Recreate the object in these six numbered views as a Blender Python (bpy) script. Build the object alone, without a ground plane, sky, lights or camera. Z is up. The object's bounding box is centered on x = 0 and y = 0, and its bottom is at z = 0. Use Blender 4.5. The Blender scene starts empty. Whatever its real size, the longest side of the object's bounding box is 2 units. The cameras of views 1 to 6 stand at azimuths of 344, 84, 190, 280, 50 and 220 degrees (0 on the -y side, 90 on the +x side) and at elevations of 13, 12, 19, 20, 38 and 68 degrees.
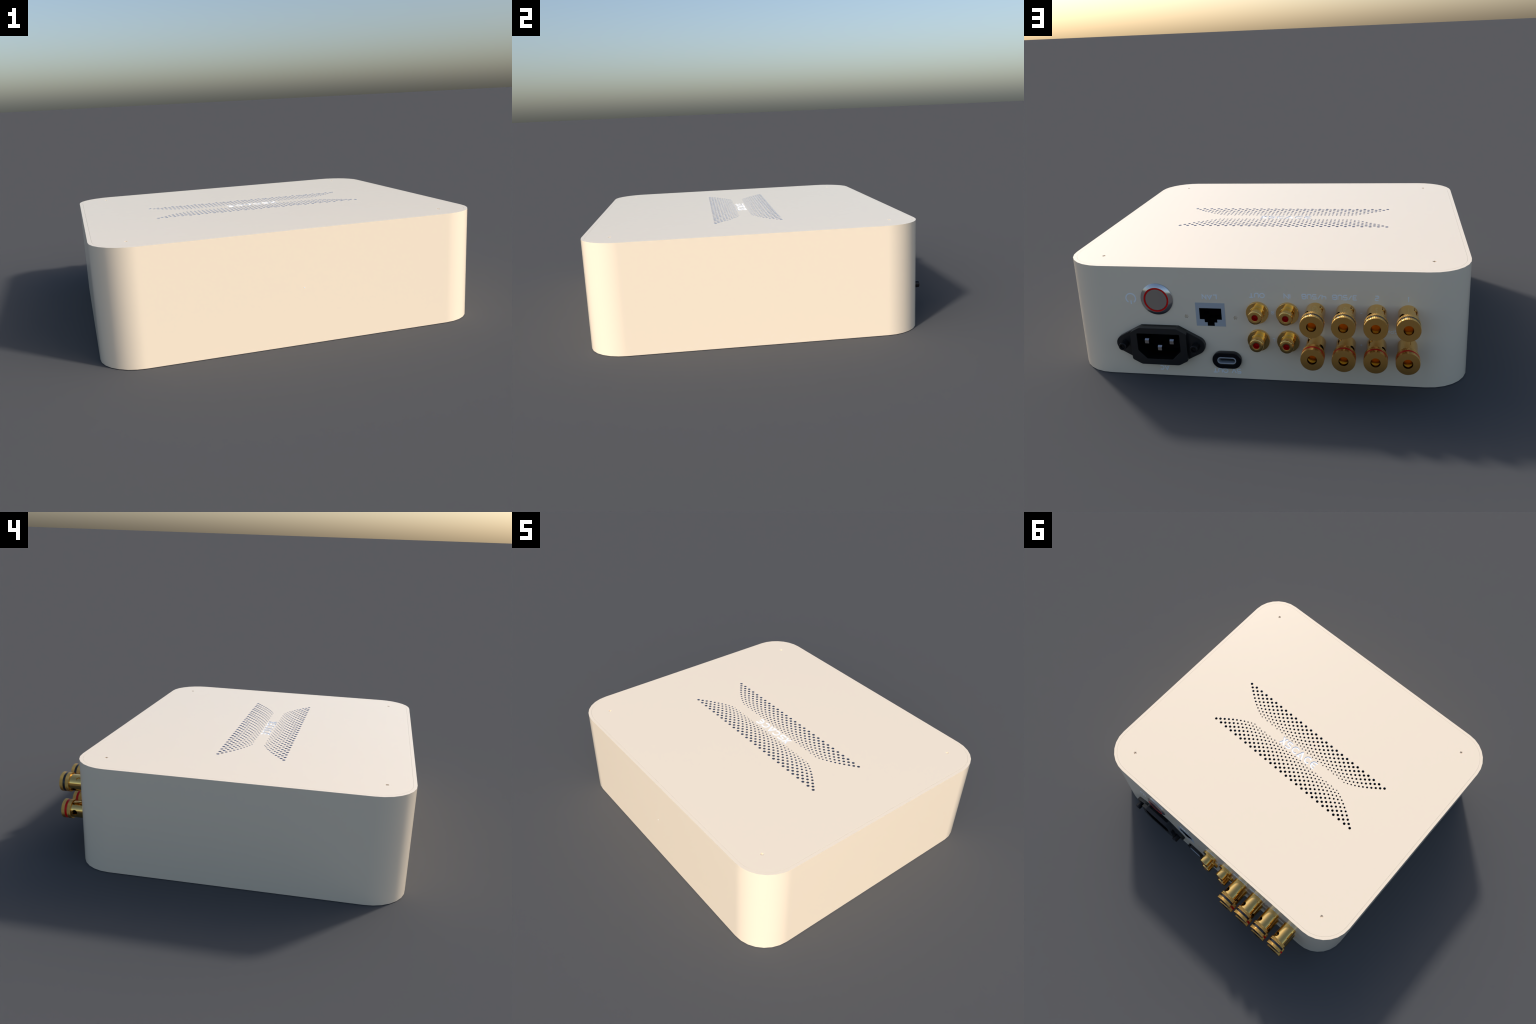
# A compact white streaming amplifier, standing upside down on its lid side:
# rounded-square housing, perforated cover plate with cut-out lettering, and a
# rear panel with inlet, network and charging ports, phono jacks and binding posts.
import bpy, bmesh
from math import sin, cos, pi, radians, atan2, sqrt, hypot, acos
from mathutils import Vector, Matrix

# ------------------------------------------------------------------ sizes
HX = 1.0                      # half width
YF, YB = -0.9705, 0.800       # front and rear wall
YC = (YF + YB) / 2
H = 0.587                     # height
R_CORNER = 0.2055
RIM = 0.0188                  # width of the housing rim round the cover plate
GAP = 0.0006                  # seam

# ------------------------------------------------------------------ materials
def material(name, colour, rough=0.5, metal=0.0, emit=None, spec=0.5, coat=0.0,
             vary=0.0, vary_scale=30.0, bump=0.0, bump_scale=400.0):
    m = bpy.data.materials.new(name)
    m.use_nodes = True
    nt = m.node_tree
    b = nt.nodes["Principled BSDF"]
    b.inputs["Base Color"].default_value = (*colour, 1)
    b.inputs["Roughness"].default_value = rough
    b.inputs["Metallic"].default_value = metal
    b.inputs["Specular IOR Level"].default_value = spec
    b.inputs["Coat Weight"].default_value = coat
    tc = nt.nodes.new("ShaderNodeTexCoord")
    if vary > 0:
        n = nt.nodes.new("ShaderNodeTexNoise")
        n.inputs["Scale"].default_value = vary_scale
        n.inputs["Detail"].default_value = 3
        nt.links.new(tc.outputs["Object"], n.inputs["Vector"])
        mr = nt.nodes.new("ShaderNodeMapRange")
        mr.inputs["To Min"].default_value = rough - vary
        mr.inputs["To Max"].default_value = rough + vary
        nt.links.new(n.outputs["Fac"], mr.inputs["Value"])
        nt.links.new(mr.outputs["Result"], b.inputs["Roughness"])
    if bump > 0:
        n2 = nt.nodes.new("ShaderNodeTexNoise")
        n2.inputs["Scale"].default_value = bump_scale
        nt.links.new(tc.outputs["Object"], n2.inputs["Vector"])
        bp = nt.nodes.new("ShaderNodeBump")
        bp.inputs["Strength"].default_value = bump
        bp.inputs["Distance"].default_value = 0.001
        nt.links.new(n2.outputs["Fac"], bp.inputs["Height"])
        nt.links.new(bp.outputs["Normal"], b.inputs["Normal"])
    if emit:
        b.inputs["Emission Color"].default_value = (*emit[0], 1)
        b.inputs["Emission Strength"].default_value = emit[1]
    return m

PAINT = material("warm_white_paint", (0.94, 0.80, 0.62), 0.22, vary=0.012)
PRINT = material("white_ink", (0.96, 0.98, 1.0), 0.5)
WHITE = material("white_acrylic", (0.97, 0.98, 1.0), 0.45)
ALU_D = material("pale_metal_shell", (0.55, 0.58, 0.62), 0.4, metal=0.3)
ALU = material("nickel_plate", (0.44, 0.44, 0.45), 0.16, metal=1.0)
HOLE_WALL = material("sky_tinted_aluminium", (0.45, 0.56, 0.78), 0.45, metal=1.0)  # base pushed towards blue to carry the sky's reflection on the walls
GOLD = material("polished_gold", (0.95, 0.60, 0.185), 0.10, metal=1.0, vary=0.01)
GOLD_IN = material("bounce_darkened_gold", (0.85, 0.45, 0.06), 0.16, metal=1.0)  # base deepened to orange for the repeated gold bounces inside the bore
GOLD_K = material("knurled_gold", (0.84, 0.50, 0.14), 0.22, metal=1.0)
STEEL = material("polished_steel", (0.62, 0.62, 0.63), 0.14, metal=1.0)
STEEL_F = material("satin_steel", (0.56, 0.55, 0.54), 0.12, metal=1.0)
PORT_METAL = material("grey_port_shield", (0.47, 0.50, 0.54), 0.5)
RED = material("red_plastic", (0.74, 0.003, 0.004), 0.4, spec=0.25)
BLACK_BAND = material("black_plastic_band", (0.012, 0.014, 0.020), 0.3)
BLACK = material("black_plastic", (0.014, 0.014, 0.015), 0.35, vary=0.02)
BLACK_GLOSS = material("glossy_black_plastic", (0.006, 0.006, 0.008), 0.12)
DARK = material("dark_cavity", (0.002, 0.002, 0.002), 0.8, spec=0.1)
SCREW_BLACK = material("black_oxide_steel", (0.02, 0.02, 0.022), 0.3, metal=0.6)

# ------------------------------------------------------------------ helpers
def link(name, mesh, mat, parent):
    o = bpy.data.objects.new(name, mesh)
    bpy.context.scene.collection.objects.link(o)
    if mat is not None:
        mesh.materials.clear()
        mesh.materials.append(mat)
    if parent is not None:
        o.parent = parent
    return o

def empty(name, parent=None, loc=(0, 0, 0)):
    o = bpy.data.objects.new(name, None)
    o.empty_display_size = 0.05
    bpy.context.scene.collection.objects.link(o)
    o.location = loc
    o.parent = parent
    return o

def finish(bm, name, angle=35):
    bmesh.ops.recalc_face_normals(bm, faces=bm.faces)
    me = bpy.data.meshes.new(name)
    bm.to_mesh(me)
    bm.free()
    me.shade_smooth()
    me.set_sharp_from_angle(angle=radians(angle))
    return me

def lathe(name, profile, n=64, angle=35, modulate=None):
    """Turn (radius, y) points about the y axis; radius 0 closes to a point."""
    bm = bmesh.new()
    rings = []
    for k, (r, y) in enumerate(profile):
        if r < 1e-6:
            rings.append([bm.verts.new((0, y, 0))])
        else:
            ring = []
            for i in range(n):
                a = 2 * pi * i / n
                rr = r + (modulate(k, i, n) if modulate else 0.0)
                ring.append(bm.verts.new((rr * sin(a), y, rr * cos(a))))
            rings.append(ring)
    for a, b in zip(rings, rings[1:]):
        if len(a) == 1 and len(b) == 1:
            continue
        for i in range(n):
            j = (i + 1) % n
            if len(a) == 1:
                bm.faces.new((a[0], b[i], b[j]))
            elif len(b) == 1:
                bm.faces.new((a[i], b[0], a[j]))
            else:
                bm.faces.new((a[i], b[i], b[j], a[j]))
    return finish(bm, name, angle)

def plate(name, outlines, lo, hi, axis="z", bevel=0.0, angle=35):
    """Flat plate from an outer outline and holes (2D, filled even-odd), lo..hi thick.
    axis z: (u, v) -> (x, y); axis y: (u, v) -> (x, z)."""
    cu = bpy.data.curves.new(name, "CURVE")
    cu.dimensions = "2D"
    cu.fill_mode = "BOTH"
    cu.extrude = (hi - lo) / 2 - bevel
    cu.bevel_depth = bevel
    cu.bevel_resolution = 2
    cu.offset = -bevel
    for pts in outlines:
        sp = cu.splines.new("POLY")
        sp.points.add(len(pts) - 1)
        for p, q in zip(sp.points, pts):
            p.co = (q[0], q[1], 0, 1)
        sp.use_cyclic_u = True
    o = bpy.data.objects.new(name, cu)
    bpy.context.scene.collection.objects.link(o)
    dg = bpy.context.evaluated_depsgraph_get()
    me = bpy.data.meshes.new_from_object(o.evaluated_get(dg))
    bpy.data.objects.remove(o)
    bpy.data.curves.remove(cu)
    mid = (hi + lo) / 2
    bm = bmesh.new()
    bm.from_mesh(me)
    bpy.data.meshes.remove(me)
    for v in bm.verts:
        u, w, t = v.co
        v.co = (u, w, t + mid) if axis == "z" else (u, t + mid, w)
    bmesh.ops.remove_doubles(bm, verts=bm.verts, dist=1e-6)
    return finish(bm, name, 12 if bevel else angle)

def boolean(mesh, cutters, name):
    o = bpy.data.objects.new(name, mesh)
    bpy.context.scene.collection.objects.link(o)
    tmp = []
    for c in cutters:
        k = bpy.data.objects.new("cutter", c)
        bpy.context.scene.collection.objects.link(k)
        tmp.append(k)
        m = o.modifiers.new("cut", "BOOLEAN")
        m.operation = "DIFFERENCE"
        m.solver = "EXACT"
        m.object = k
    dg = bpy.context.evaluated_depsgraph_get()
    me = bpy.data.meshes.new_from_object(o.evaluated_get(dg))
    me.name = name
    bpy.data.objects.remove(o)
    for k in tmp:
        c = k.data
        bpy.data.objects.remove(k)
        bpy.data.meshes.remove(c)
    return me

def box(lo, hi, name="box"):
    bm = bmesh.new()
    bmesh.ops.create_cube(bm, size=1)
    for v in bm.verts:
        v.co = [lo[i] if v.co[i] < 0 else hi[i] for i in range(3)]
    return finish(bm, name)

def circle(cx, cy, r, n):
    return [(cx + r * cos(2 * pi * i / n), cy + r * sin(2 * pi * i / n)) for i in range(n)]

def stadium(cx, cy, hw, hh, n=12):
    pts = []
    for i in range(n + 1):
        a = -pi / 2 + pi * i / n
        pts.append((cx + hw - hh + hh * cos(a), cy + hh * sin(a)))
    for i in range(n + 1):
        a = pi / 2 + pi * i / n
        pts.append((cx - hw + hh + hh * cos(a), cy + hh * sin(a)))
    return pts

def round_rect(inset, seg):
    r = R_CORNER - inset
    pts = []
    for sx, sy, a0 in ((1, 1, 0), (-1, 1, 90), (-1, -1, 180), (1, -1, 270)):
        cx = sx * (HX - R_CORNER)
        cy = (YB - R_CORNER) if sy > 0 else (YF + R_CORNER)
        for i in range(seg + 1):
            a = radians(a0 + 90 * i / seg)
            pts.append((cx + r * cos(a), cy + r * sin(a)))
    return pts

def star(cx, cy, ro, ri, n=6, rot=0.0):
    pts = []
    for i in range(2 * n):
        r = ro if i % 2 == 0 else ri
        a = rot + pi * i / n
        pts.append((cx + r * cos(a), cy + r * sin(a)))
    return pts

def fillet(pts, r, closed=False, seg=5):
    """Round the corners of a polyline."""
    out = []
    n = len(pts)
    for i in range(n):
        if not closed and i in (0, n - 1):
            out.append(pts[i])
            continue
        p0, p1, p2 = (Vector(pts[(i + k) % n]) for k in (-1, 0, 1))
        d0, d2 = p0 - p1, p2 - p1
        cut = min(r, d0.length * 0.5, d2.length * 0.5)
        a, b = p1 + d0.normalized() * cut, p1 + d2.normalized() * cut
        for k in range(seg + 1):
            t = k / seg
            q = a * (1 - t) ** 2 + p1 * 2 * t * (1 - t) + b * t ** 2
            out.append((q.x, q.y))
    return out

def ribbon_sides(pts, w, closed=False):
    """Left and right offset lines of a stroke."""
    n = len(pts)
    left, right = [], []
    for i in range(n):
        p = Vector(pts[i])
        if closed:
            a, b = Vector(pts[i - 1]), Vector(pts[(i + 1) % n])
        else:
            a, b = Vector(pts[max(i - 1, 0)]), Vector(pts[min(i + 1, n - 1)])
        d0 = (p - a).normalized() if (p - a).length > 1e-9 else (b - p).normalized()
        d1 = (b - p).normalized() if (b - p).length > 1e-9 else d0
        t = (d0 + d1)
        t = t.normalized() if t.length > 1e-6 else d0
        nrm = Vector((-t.y, t.x))
        k = 1 / max(0.45, nrm.dot(Vector((-d0.y, d0.x))))
        left.append(tuple(p + nrm * w / 2 * k))
        right.append(tuple(p - nrm * w / 2 * k))
    return left, right

# ------------------------------------------------------------------ root
root = empty("streaming_amplifier")
root["label"] = "white rounded square amplifier box with gold rear terminals"
root["category"] = "audio amplifier"

# ------------------------------------------------------------------ housing
def build_housing():
    seg = 7
    outer, inner = round_rect(0, seg), round_rect(RIM, seg)
    bm = bmesh.new()
    def ring(pts, z):
        return [bm.verts.new((x, y, z)) for x, y in pts]
    ob, ot = ring(outer, 0.0), ring(outer, H)
    it, im = ring(inner, H), ring(inner, 0.004)
    n = len(outer)
    for a, b in ((ob, ot), (ot, it), (it, im)):
        for i in range(n):
            j = (i + 1) % n
            bm.faces.new((a[i], a[j], b[j], b[i]))
    bm.faces.new(ob)
    bm.faces.new(im)
    me = finish(bm, "housing")
    cut = [box((0.166, 0.70, 0.2842), (0.3132, 0.90, 0.4062)),       # network port
           box((0.385, 0.70, 0.108), (0.621, 0.90, 0.256)),          # power inlet
           box((0.120, 0.75, 0.086), (0.221, 0.90, 0.125))]          # charging port
    for x in (0.3625, 0.1160):                                       # star-recess panel screws
        cut.append(plate("cutter", [star(x, 0.3316, 0.0118, 0.0068, 6)], 0.7915, 0.83, "y"))
    me = boolean(me, cut, "housing")
    # smooth, exact normals round the vertical corners, flat elsewhere
    me.shade_smooth()
    normals = []
    for p in me.polygons:
        flat = p.normal.copy()
        for li in p.loop_indices:
            co = me.vertices[me.loops[li].vertex_index].co
            nv = flat
            if abs(flat.z) < 0.5:
                c = p.center
                ex, ey = abs(c.x) - (HX - R_CORNER), abs(c.y - YC) - ((YB - YF) / 2 - R_CORNER)
                if ex > 0 and ey > 0 and flat.x * c.x > 0:
                    q = Vector((co.x - (1 if c.x > 0 else -1) * (HX - R_CORNER),
                                co.y - ((YB - R_CORNER) if c.y > YC else (YF + R_CORNER)), 0))
                    nv = q.normalized()
            normals.append(nv)
    me.normals_split_custom_set(normals)
    return link("housing", me, PAINT, root)
build_housing()

# ------------------------------------------------------------------ cover plate
ROWS, FIRST_ROW, PITCH = 11, 27, 0.04586
def vent_holes():
    """Two mirrored fields of staggered holes that shrink towards the lettering."""
    holes = []
    for side in (-1, 1):
        d = 0.1836
        for k in range(ROWS):
            n = FIRST_ROW - k
            r = 0.0092 * (1 - k / (ROWS - 1)) + 0.0046 * (k / (ROWS - 1))
            for i in range(n):
                holes.append(((i - (n - 1) / 2) * PITCH, YC + side * d, r))
            step = 0.0181 if k < 3 else 0.0181 - (k - 2) * 0.00125
            d -= step
    return holes

def logo_outlines():
    """Cut-out capitals; (u, v) in reading direction, centred on the plate."""
    hgt, w = 0.027, 0.0105
    out = []
    # X
    a, b = 0.0163, 0.0
    cx = -0.1325
    s = 0.0135
    def X(u, v): return (cx + u, v)
    out.append([X(-.0225, hgt), X(-.0088, hgt), X(.0008, .0095), X(.0070, hgt), X(.0215, hgt),
                X(.0080, .0008), X(.0232, -hgt), X(.0094, -hgt), X(-.0004, -.0100), X(-.0070, -hgt),
                X(-.0220, -hgt), X(-.0078, -.0008)])
    # S
    m = hgt - w / 2
    x0, x1 = -0.1005, -0.0688
    path = fillet([(x1 + .003, m), (x0, m), (x0, .0003), (x1, -.0003), (x1, -m), (x0 - .004, -m)], 0.0095, seg=6)
    l, r = ribbon_sides(path, w)
    out.append(l + r[::-1])
    # C, C
    for c in (-0.0275, 0.0825):
        path = [(c + (hgt - w / 2) * cos(a), (hgt - w / 2) * sin(a))
                for a in (radians(42 + (318 - 42) * i / 28) for i in range(29))]
        l, r = ribbon_sides(path, w)
        out.append(l + r[::-1])
    # A with a short foot
    out.append([(-.0045, -hgt), (.0178, hgt), (.0262, hgt), (.0500, -hgt), (.0370, -hgt), (.0215, .0060),
                (.0135, -.0135), (.0225, -.0165), (.0225, -hgt)])
    # E with a round back
    c, ri = 0.1370, hgt - w
    o = [(0.1520, hgt)] + [(c + hgt * cos(radians(a)), hgt * sin(radians(a))) for a in range(90, 271, 10)] + [(0.1520, -hgt)]
    i1 = [(0.1520, -ri)] + [(c + ri * cos(radians(a)), ri * sin(radians(a))) for a in range(270, 197, -9)]
    bar = [(0.1460, -w / 2), (0.1460, w / 2)]
    i2 = [(c + ri * cos(radians(a)), ri * sin(radians(a))) for a in range(162, 89, -9)] + [(0.1520, ri)]
    out.append(o + i1 + bar + i2)
    return out

SCREWS_TOP = [(sx * 0.825, y) for sx in (-1, 1) for y in (-0.8228, 0.6523)]
def build_cover():
    outlines = [round_rect(RIM + GAP, 7)]
    for x, y, r in vent_holes():
        outlines.append(circle(x, y, r, 16 if r > 0.008 else 12))
    for g in logo_outlines():
        outlines.append([(-u, YC - v) for u, v in g])
    for x, y in SCREWS_TOP:
        outlines.append(star(x, y, 0.0115, 0.0066, 6, pi / 2))
    me = plate("cover_plate", outlines, H - 0.0185, H, angle=30)
    cover = link("cover_plate", me, PAINT, root)
    # the drilled hole walls get the metal coloured blue for skylight
    me.materials.append(HOLE_WALL)
    me.materials.append(WHITE)
    for p in me.polygons:
        d = abs(p.center.y - YC)
        if abs(p.normal.z) < 0.5 and 0.036 < d < 0.20 and abs(p.center.x) < 0.62:
            p.material_index = 1
        elif abs(p.normal.z) < 0.5 and d < 0.036 and abs(p.center.x) < 0.17:
            p.material_index = 2
    # blackened plate modelled to show the interior's shade through the holes
    link("interior_shade_plate", box((-0.90, YC - 0.70, 0.012), (0.90, YC + 0.70, 0.020), "interior_shade_plate"), DARK, root)
    link("lettering_insert", plate("lettering_insert", [[(-0.165, YC - .032), (0.165, YC - .032), (0.165, YC + .032), (-0.165, YC + .032)]],
                                H - 0.0055, H - 0.0030), WHITE, cover)
    me = lathe("cover_screw", [(0, -0.013), (0.013, -0.013), (0.013, -0.0075), (0, -0.0075)], 24)
    for x, y in SCREWS_TOP:
        o = link("cover_screw", me, None, cover)
        o.location = (x, y, H)
        o.rotation_euler = (pi / 2, 0, 0)
    me.materials.append(PAINT)
    return cover
build_cover()
# base plate, inset in the underside
link("base_plate", plate("base_plate", [round_rect(RIM + GAP, 7)], 0.0006, 0.0036), PAINT, root)

# small front indicator
led = lathe("indicator_light", [(0.0032, YF + 0.004), (0.0032, YF - 0.0008), (0.0, YF - 0.0010)], 16)
o = link("indicator_light", led, WHITE, root)
o.location = (0.0, 0, 0.294)

# ------------------------------------------------------------------ rear lettering
def GL(ch):
    """Single-line capitals and digits: (width, [polyline, closed, corner radius])."""
    e = [(0.5 + 0.5 * cos(2 * pi * i / 24), 0.5 + 0.5 * sin(2 * pi * i / 24)) for i in range(24)]
    def c(a0, a1, n=20):
        return [(0.5 + 0.5 * cos(radians(a0 + (a1 - a0) * i / n)), 0.5 + 0.5 * sin(radians(a0 + (a1 - a0) * i / n))) for i in range(n + 1)]
    t = {
        "O": (0.92, [(e, True, 0)]),
        "C": (0.85, [(c(48, 312), False, 0)]),
        "U": (0.74, [([(0, 1), (0, 0), (1, 0), (1, 1)], False, .34)]),
        "T": (0.82, [([(0, 1), (1, 1)], False, 0), ([(.5, 1), (.5, 0)], False, 0)]),
        "I": (0.0, [([(0, 0), (0, 1)], False, 0)]),
        "1": (0.12, [([(.7, 0), (.7, 1), (-.2, .8)], False, 0)]),
        "N": (0.74, [([(0, 0), (0, 1), (1, 0), (1, 1)], False, 0)]),
        "S": (0.72, [([(1, 1), (0, 1), (0, .5), (1, .5), (1, 0), (0, 0)], False, .26)]),
        "5": (0.72, [([(1, 1), (0, 1), (0, .55), (1, .55), (1, 0), (0, 0)], False, .2)]),
        "2": (0.72, [([(0, 1), (1, 1), (1, .5), (0, .5), (0, 0), (1, 0)], False, .26)]),
        "3": (0.68, [([(0, 1), (1, 1), (1, .5), (.2, .5)], False, .26), ([(.6, .5), (1, .5), (1, 0), (0, 0)], False, .26)]),
        "4": (0.72, [([(0, 1), (0, .38), (1, .38)], False, .28), ([(1, 1), (1, 0)], False, 0)]),
        "B": (0.76, [([(0, .5), (0, 1), (.92, 1), (.92, .5), (.1, .5)], False, .26), ([(.5, .5), (1, .5), (1, 0), (0, 0), (0, .6)], False, .26)]),
        "/": (0.55, [([(0, 0), (1, 1)], False, 0)]),
        "L": (0.62, [([(0, 1), (0, 0), (1, 0)], False, 0)]),
        "A": (0.90, [([(0, 0), (.5, 1), (1, 0)], False, 0), ([(.2, .26), (.55, .26)], False, 0)]),
        "R": (0.72, [([(0, 0), (0, 1), (1, 1), (1, .48), (.05, .48)], False, .26), ([(.4, .48), (1, 0)], False, 0)]),
        "P": (0.72, [([(0, 0), (0, 1), (1, 1), (1, .42), (.05, .42)], False, .26)]),
        "K": (0.72, [([(0, 0), (0, 1)], False, 0), ([(1, 1), (.12, .5), (1, 0)], False, 0)]),
        "V": (0.84, [([(0, 1), (.5, 0), (1, 1)], False, 0)]),
        "-": (0.9, [([(0, .5), (1, .5)], False, 0)]),
        "+": (0.9, [([(0, .5), (1, .5)], False, 0), ([(.5, 0), (.5, 1)], False, 0)]),
        " ": (0.35, []),
    }
    return t[ch]

def ribbon_mesh(strokes, w, name):
    """Strokes [(points, closed)] in (u, v) -> thin slab standing off the rear wall (y up-out)."""
    bm = bmesh.new()
    for k, (pts, closed) in enumerate(strokes):
        top = 0.0007 + 0.00012 * k
        l, r = ribbon_sides(pts, w, closed)
        n = len(pts)
        L = [[bm.verts.new((p[0], y, p[1])) for p in l] for y in (-0.001, top)]
        R = [[bm.verts.new((p[0], y, p[1])) for p in r] for y in (-0.001, top)]
        for i in range(n if closed else n - 1):
            j = (i + 1) % n
            bm.faces.new((L[1][i], L[1][j], R[1][j], R[1][i]))
            bm.faces.new((L[0][i], L[1][i], L[1][j], L[0][j]))
            bm.faces.new((R[0][i], R[0][j], R[1][j], R[1][i]))
            bm.faces.new((L[0][i], R[0][i], R[0][j], L[0][j]))
        if not closed:
            for i in (0, n - 1):
                bm.faces.new((L[0][i], R[0][i], R[1][i], L[1][i]))
    return finish(bm, name)

def lettering(text, cx, cz, width, height, stroke):
    hh = height - stroke
    gap = 0.26
    total = sum(GL(c)[0] for c in text) + gap * (len(text) - 1)
    sx = (width - stroke) / max(total, 0.12)
    strokes, u = [], -(width - stroke) / 2
    for c in text:
        w, lines = GL(c)
        for pts, closed, rad in lines:
            q = [(u + p[0] * max(w, 0.0) * sx, (p[1] - 0.5) * hh) for p in pts]
            if rad:
                q = fillet(q, rad * hh, closed)
            strokes.append((q, closed))
        u += (w + gap) * sx
    # the unit stands upside down: reading direction is +x, letter tops point down
    strokes = [([(p[0], -p[1]) for p in s], cl) for s, cl in strokes]
    o = link("printed_lettering", ribbon_mesh(strokes, stroke, "printed_lettering"), PRINT, root)
    o.location = (cx, YB, cz)
    return o

SW = 0.0052
for text, cx, cz, wd, ht, st in (
        ("OUT", 0.0037, 0.4527, 0.0785, 0.0270, SW), ("IN", -0.1420, 0.4523, 0.0335, 0.0270, SW),
        ("4/SUB", -0.2698, 0.4531, 0.1185, 0.0270, SW), ("3/SUB", -0.4136, 0.4535, 0.1178, 0.0270, SW),
        ("2", -0.5630, 0.4540, 0.0205, 0.0270, SW), ("1", -0.7068, 0.4540, 0.0075, 0.0270, SW),
        ("LAN", 0.2388, 0.4380, 0.0755, 0.0265, SW), ("AC", 0.5048, 0.0415, 0.0535, 0.0265, SW),
        ("5V OUT", 0.1770, 0.0400, 0.1455, 0.0265, SW),
        ("R", -0.0690, 0.3658, 0.0145, 0.0185, 0.0028), ("L", -0.0690, 0.2203, 0.0128, 0.0185, 0.0028),
        ("-", -0.4910, 0.3765, 0.0120, 0.0120, 0.0025), ("+", -0.4910, 0.2112, 0.0130, 0.0130, 0.0025),
        ("SPK", -0.6350, 0.2870, 0.0560, 0.0180, 0.0030)):
    lettering(text, cx, cz, wd, ht, st)

# power symbol
arc = [(0.0250 * cos(radians(a)), 0.0250 * sin(radians(a))) for a in range(-55, 236, 10)]
me = ribbon_mesh([(arc, False), ([(0, -0.0115), (0, -0.0310)], False)], 0.0062, "power_symbol")
o = link("power_symbol", me, PRINT, root)
o.location = (0.6413, YB, 0.4195)

# ------------------------------------------------------------------ power button
btn = empty("power_button", root, (0.5060, YB, 0.4203))
link("bezel", lathe("bezel", [(0.0700, -0.004), (0.0823, -0.004), (0.0823, 0.0044), (0.0818, 0.0050), (0.0644, 0.0141), (0.0634, 0.0143), (0.0634, 0.006)], 72, angle=20), STEEL, btn)
link("light_ring", lathe("light_ring", [(0.0633, 0.006), (0.0633, 0.0141), (0.0553, 0.0141), (0.0553, 0.006)], 72), RED, btn)
link("button_cap", lathe("button_cap", [(0.0546, 0.005), (0.0546, 0.0130), (0.0542, 0.0134), (0.0, 0.0134)], 72, angle=15), STEEL_F, btn)

# ------------------------------------------------------------------ power inlet
inl = empty("power_inlet", root, (0.5045, YB, 0.1817))
def inlet_outline(clip=None):
    """Six-sided body with screw ears: flat top and bottom, straight flanks to the ear rounds."""
    tx, tz, ex, er = 0.0965, 0.0995, 0.1840, 0.0455
    q = Vector((tx - ex, tz))
    base = atan2(q.y, q.x)
    tang = base - acos(er / q.length)
    pts = [(tx, tz)]
    if clip is None:
        n = 14
        for i in range(n + 1):
            a = tang - 2 * tang * i / n
            pts.append((ex + er * cos(a), er * sin(a)))
    else:
        p1 = (ex + er * cos(tang), er * sin(tang))
        f = (clip - tx) / (p1[0] - tx)
        z = tz + f * (p1[1] - tz)
        pts += [(clip, z), (clip, -z)]
    pts.append((tx, -tz))
    pts += [(-x, z) for x, z in reversed(pts)]
    return pts
opening = fillet([(0.110, 0.0690), (0.110, -0.0240), (0.0660, -0.0690), (-0.0660, -0.0690), (-0.110, -0.0240), (-0.110, 0.0690)], 0.006, True)
link("inlet_flange", plate("inlet_flange", [inlet_outline(), opening], 0.0, 0.0228, "y", 0.0010), BLACK, inl)
blk = fillet(inlet_outline(0.1445), 0.008, True, 4)
link("inlet_body", plate("inlet_body", [blk, opening], 0.0002, 0.0462, "y", 0.0012), BLACK, inl)
bm = bmesh.new()
sc = [(x * 0.999, z * 0.999) for x, z in opening]
f0 = [bm.verts.new((x, 0.0440, z)) for x, z in sc]
f1 = [bm.verts.new((x, -0.085, z)) for x, z in sc]
for i in range(len(sc)):
    j = (i + 1) % len(sc)
    bm.faces.new((f0[i], f0[j], f1[j], f1[i]))
bm.faces.new(f1)
me = finish(bm, "inlet_cavity")
me.flip_normals()
link("inlet_cavity", me, DARK, inl)
def pin_mesh():
    bm = bmesh.new()
    sections = [(-0.0850, 0.0105, 0.0165), (0.0275, 0.0105, 0.0165), (0.0355, 0.0100, 0.0085)]   # bevelled blade tip
    rings = [[bm.verts.new((sx * a, y, sz * b)) for sx, sz in ((-1, -1), (1, -1), (1, 1), (-1, 1))] for y, a, b in sections]
    for a, b in zip(rings, rings[1:]):
        for i in range(4):
            bm.faces.new((a[i], a[(i + 1) % 4], b[(i + 1) % 4], b[i]))
    bm.faces.new(rings[-1])
    return finish(bm, "contact_pin", 20)
pm = pin_mesh()
pm.materials.append(ALU)
for x, z in ((0.0642, 0.0199), (-0.0642, 0.0199), (0.0, -0.0159)):
    o = link("contact_pin", pm, None, inl)
    o.location = (x, 0, z)
# socket-head screws
sm = lathe("socket_screw", [(0.0, 0.020), (0.0195, 0.020), (0.0200, 0.0225), (0.0200, 0.0630), (0.0185, 0.0648), (0.0120, 0.0648)], 40)
sm.materials.append(SCREW_BLACK)
hexm = lathe("screw_socket", [(0.0120, 0.0648), (0.0112, 0.0635), (0.0112, 0.054), (0.0, 0.052)], 6, angle=20)
hexm.materials.append(SCREW_BLACK)
for sx in (-1, 1):
    o = link("socket_screw", sm, None, inl)
    o.location = (sx * 0.1840, 0, 0.0005)
    h = link("screw_socket", hexm, None, inl)
    h.location = (sx * 0.1840, 0, 0.0005)

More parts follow.
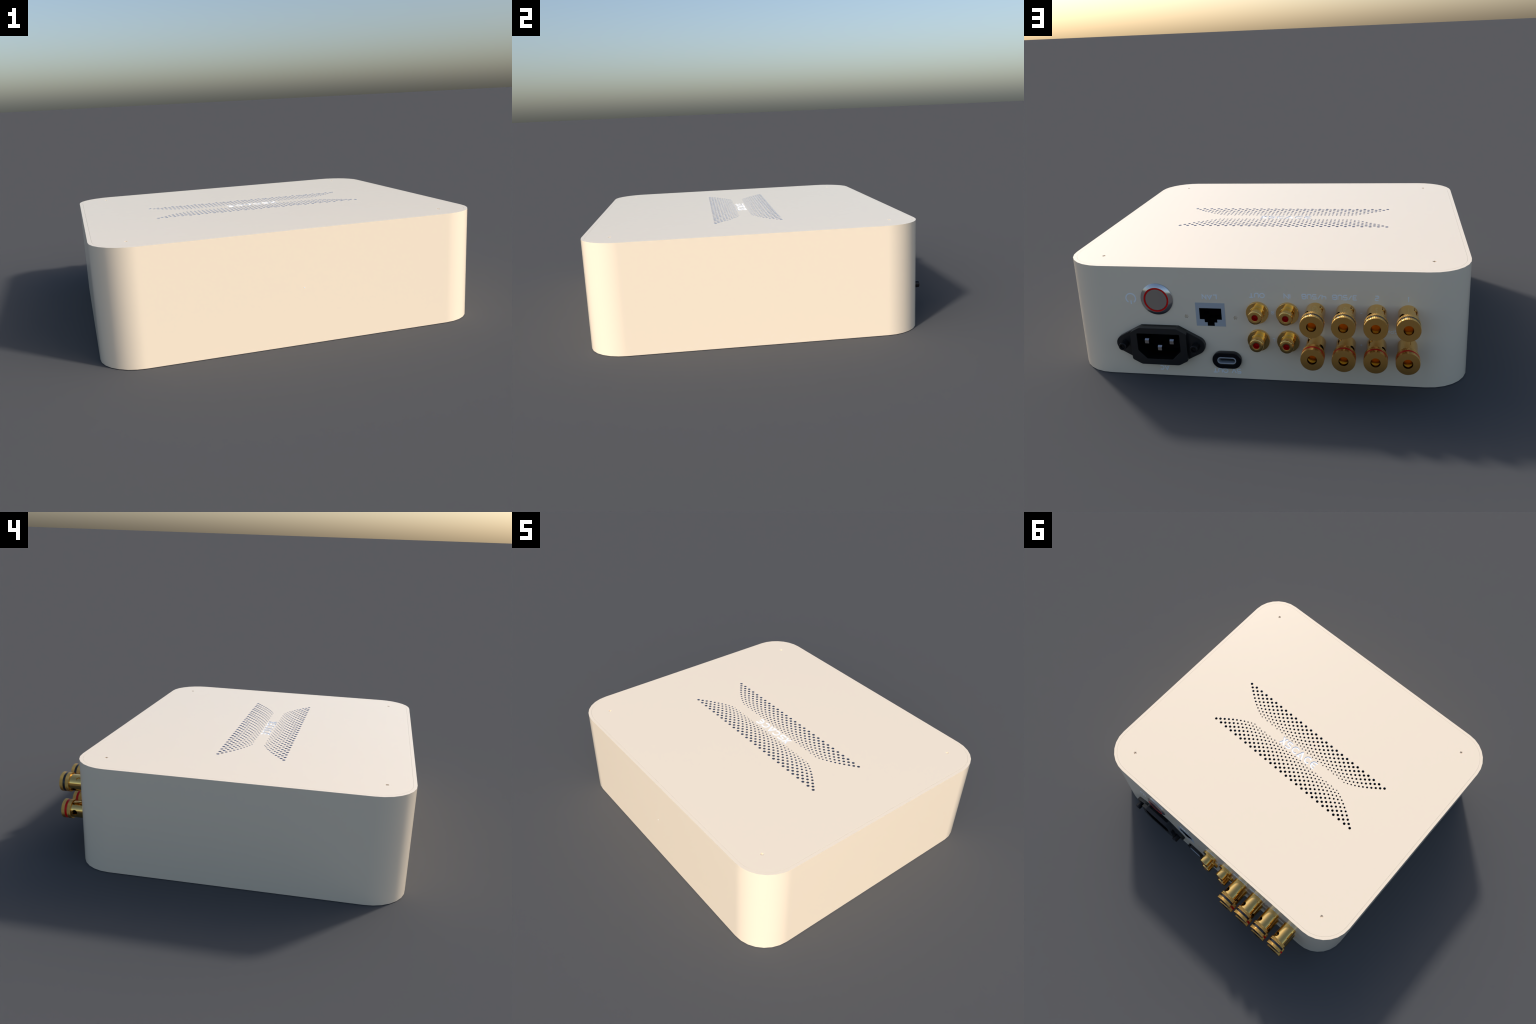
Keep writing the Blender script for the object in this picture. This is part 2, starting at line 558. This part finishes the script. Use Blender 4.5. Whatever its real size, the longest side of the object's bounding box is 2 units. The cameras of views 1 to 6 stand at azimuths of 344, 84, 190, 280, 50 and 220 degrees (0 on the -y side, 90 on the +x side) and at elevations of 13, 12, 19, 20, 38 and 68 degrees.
# ------------------------------------------------------------------ network port
net = empty("network_port", root, (0.2397, YB, 0.3452))
half = [(0.0558, 0.0335), (0.0558, -0.0265), (0.0320, -0.0265), (0.0320, -0.0425), (0.0178, -0.0425), (0.0178, -0.0608)]
port_hole = half + [(-x, z) for x, z in reversed(half)]
frame = [(0.0737, 0.0615), (0.0737, -0.0615), (-0.0737, -0.0615), (-0.0737, 0.0615)]
link("port_shield", plate("port_shield", [frame, port_hole], -0.012, 0.0009, "y"), PORT_METAL, net)
bm = bmesh.new()
f0 = [bm.verts.new((x * 0.998, -0.0006, z * 0.998)) for x, z in port_hole]
f1 = [bm.verts.new((x * 0.998, -0.095, z * 0.998)) for x, z in port_hole]
for i in range(len(f0)):
    j = (i + 1) % len(f0)
    bm.faces.new((f0[i], f0[j], f1[j], f1[i]))
bm.faces.new(f1)
me = finish(bm, "port_cavity")
me.flip_normals()
link("port_cavity", me, DARK, net)
link("latch_stop", box((-0.0174, -0.094, -0.0604), (0.0174, -0.050, -0.0428), "latch_stop"), DARK, net)
# ------------------------------------------------------------------ charging port
usb = empty("charging_port", root, (0.1700, YB, 0.1060))
link("port_bezel", plate("port_bezel", [stadium(0, 0, 0.0742, 0.0455, 16), stadium(0, 0, 0.0478, 0.0178, 12)], -0.002, 0.0200, "y", 0.0045), BLACK_GLOSS, usb)
link("port_shell", plate("port_shell", [stadium(0, 0, 0.0476, 0.0176, 12), stadium(0, 0, 0.0430, 0.0130, 12)], -0.035, 0.0205, "y", 0.0008), ALU_D, usb)
link("contact_tongue", box((-0.034, -0.035, -0.0040), (0.034, 0.006, 0.0040), "contact_tongue"), BLACK, usb)
link("port_back", plate("port_back", [stadium(0, 0, 0.0445, 0.0145, 12)], -0.036, -0.020, "y"), DARK, usb)

# ------------------------------------------------------------------ phono jacks
jack_body = lathe("jack_body", [
    (0.052, -0.002), (0.0547, -0.0015), (0.0547, 0.0150), (0.0538, 0.0162), (0.0362, 0.0162), (0.0350, 0.0170),
    (0.0352, 0.0650),
    (0.0346, 0.0682), (0.0330, 0.0705), (0.0305, 0.0718), (0.0175, 0.0718), (0.0155, 0.0712), (0.0150, 0.0695), (0.0150, 0.030)], 56, angle=28)
jack_body.materials.append(GOLD)
jack_core = lathe("insulator", [(0.0149, 0.0705), (0.0149, 0.044), (0.0, 0.042)], 32)
jack_core.materials.append(RED)
for x in (0.0040, -0.1420):
    for z in (0.3660, 0.2204):
        j = empty("phono_jack", root, (x, YB, z))
        link("jack_body", jack_body, None, j)
        link("insulator", jack_core, None, j)

# ------------------------------------------------------------------ binding posts
POST_X = [-0.2760, -0.4195, -0.5630, -0.7066]
Y_TUBE, Y_RING, Y_BAND0, Y_BAND1, Y_TIP = 0.0, 0.1160, 0.1377, 0.1505, 0.1705
R_TUBE, R_HEAD, R_BORE = 0.0475, 0.0548, 0.0228

def radial_cylinder(r, y, length, squash=None):
    """Cutter lying along local z through the axis at depth y; squash = half slot length along y."""
    pts = stadium(0, 0, squash, r, 10) if squash else circle(0, 0, r, 28)
    bm = bmesh.new()
    a = [bm.verts.new((p[1], y + p[0], -length)) for p in pts]
    b = [bm.verts.new((p[1], y + p[0], length)) for p in pts]
    n = len(pts)
    for i in range(n):
        j = (i + 1) % n
        bm.faces.new((a[i], a[j], b[j], b[i]))
    bm.faces.new(a)
    bm.faces.new(b)
    return finish(bm, "cutter")

tube = lathe("post_tube", [(0.0440, -0.002), (R_TUBE, -0.002), (R_TUBE, 0.1168), (0.0440, 0.1168), (0.0440, -0.002)], 72)
slot = radial_cylinder(0.0108, 0.0440, 0.08, 0.0325)
hole = radial_cylinder(0.0165, 0.0935, 0.08)
hole.transform(Matrix.Rotation(pi / 2, 4, "Y"))
bm = bmesh.new()
bm.from_mesh(tube)
bmesh.ops.remove_doubles(bm, verts=bm.verts, dist=1e-6)
bmesh.ops.recalc_face_normals(bm, faces=bm.faces)
bm.to_mesh(tube)
bm.free()
tube = boolean(tube, [slot, hole], "post_tube")
tube.shade_smooth()
tube.set_sharp_from_angle(angle=radians(30))
tube.materials.clear()
tube.materials.append(GOLD)

core = lathe("post_core", [(0.0400, 0.0), (0.0428, 0.0), (0.0428, Y_BAND1), (0.0400, Y_BAND1), (0.0400, 0.0)], 60)
bm = bmesh.new()
bm.from_mesh(core)
bmesh.ops.remove_doubles(bm, verts=bm.verts, dist=1e-6)
bmesh.ops.recalc_face_normals(bm, faces=bm.faces)
bm.to_mesh(core)
bm.free()
hole = radial_cylinder(0.0150, 0.0935, 0.08)
hole.transform(Matrix.Rotation(pi / 2, 4, "Y"))
core = boolean(core, [hole], "post_core")
core.shade_smooth()
core.set_sharp_from_angle(angle=radians(30))
core.materials.clear()
core.materials.append(GOLD)

bore = lathe("post_bore", [(R_BORE, Y_TIP - 0.0002), (R_BORE, Y_BAND1), (0.0420, Y_BAND1)], 64, angle=30)
bore.materials.append(GOLD)

floor = lathe("post_floor", [(0.0395, 0.1060), (0.0395, 0.1105), (0.0, 0.1105)], 48)
floor.materials.append(GOLD_IN)

def knurled(y0, y1, name, front=False):
    """Ring with diamond knurling pressed into it."""
    n, m, teeth = 352, 14, 44
    inner = R_BORE if front else R_TUBE
    prof = [(R_TUBE, y0)] + [(R_HEAD, y0 + (y1 - y0) * k / m) for k in range(m + 1)] + [(inner, y1)]
    def mod(k, i, nn):
        if k in (0, m + 2):
            return 0.0
        v = (k - 1) / m
        a, t = i / nn * teeth, v * (y1 - y0) / 0.0072
        d = abs(((a + t) % 1) - .5) * 2, abs(((a - t) % 1) - .5) * 2
        return -0.0017 * (1 - min(1, 1.5 * min(d)))
    return lathe(name, prof, n, 14, mod)
ring_back = knurled(Y_RING, Y_BAND0, "knurled_ring")
ring_front = knurled(Y_BAND1, Y_TIP, "knurled_grip", True)
for r in (ring_back, ring_front):
    r.materials.append(GOLD_K)
band_prof = [(R_TUBE, Y_BAND0 - 0.001), (R_HEAD - 0.0008, Y_BAND0 - 0.001), (R_HEAD - 0.0008, Y_BAND1 + 0.001), (R_TUBE, Y_BAND1 + 0.001)]
bands = {}
for key, mat in (("red", RED), ("black", BLACK_BAND)):
    bands[key] = lathe("colour_band", band_prof, 72)
    bands[key].materials.append(mat)
pin = lathe("set_pin", [(0.0082, 0.020), (0.0082, 0.0458), (0.0074, 0.0466), (0.0, 0.0466)], 24)
pin.transform(Matrix.Rotation(pi / 2, 4, "X"))
pin.materials.append(GOLD)

for row, (z, key) in enumerate(((0.3767, "black"), (0.2117, "red"))):
    for i, x in enumerate(POST_X):
        p = empty("binding_post", root, (x, YB, z))
        turn = 44 if row == 0 else (3 if i == 3 else -36)
        for name, mesh in (("post_tube", tube), ("post_core", core), ("post_bore", bore), ("post_floor", floor), ("knurled_ring", ring_back),
                           ("knurled_grip", ring_front), ("colour_band", bands[key])):
            o = link(name, mesh, None, p)
            o.rotation_euler = (0, -radians(turn), 0)
        for flip in (0, 180):
            o = link("set_pin", pin, None, p)
            o.location = (0, 0.0215, 0)
            o.rotation_euler = (0, -radians(turn + flip), 0)
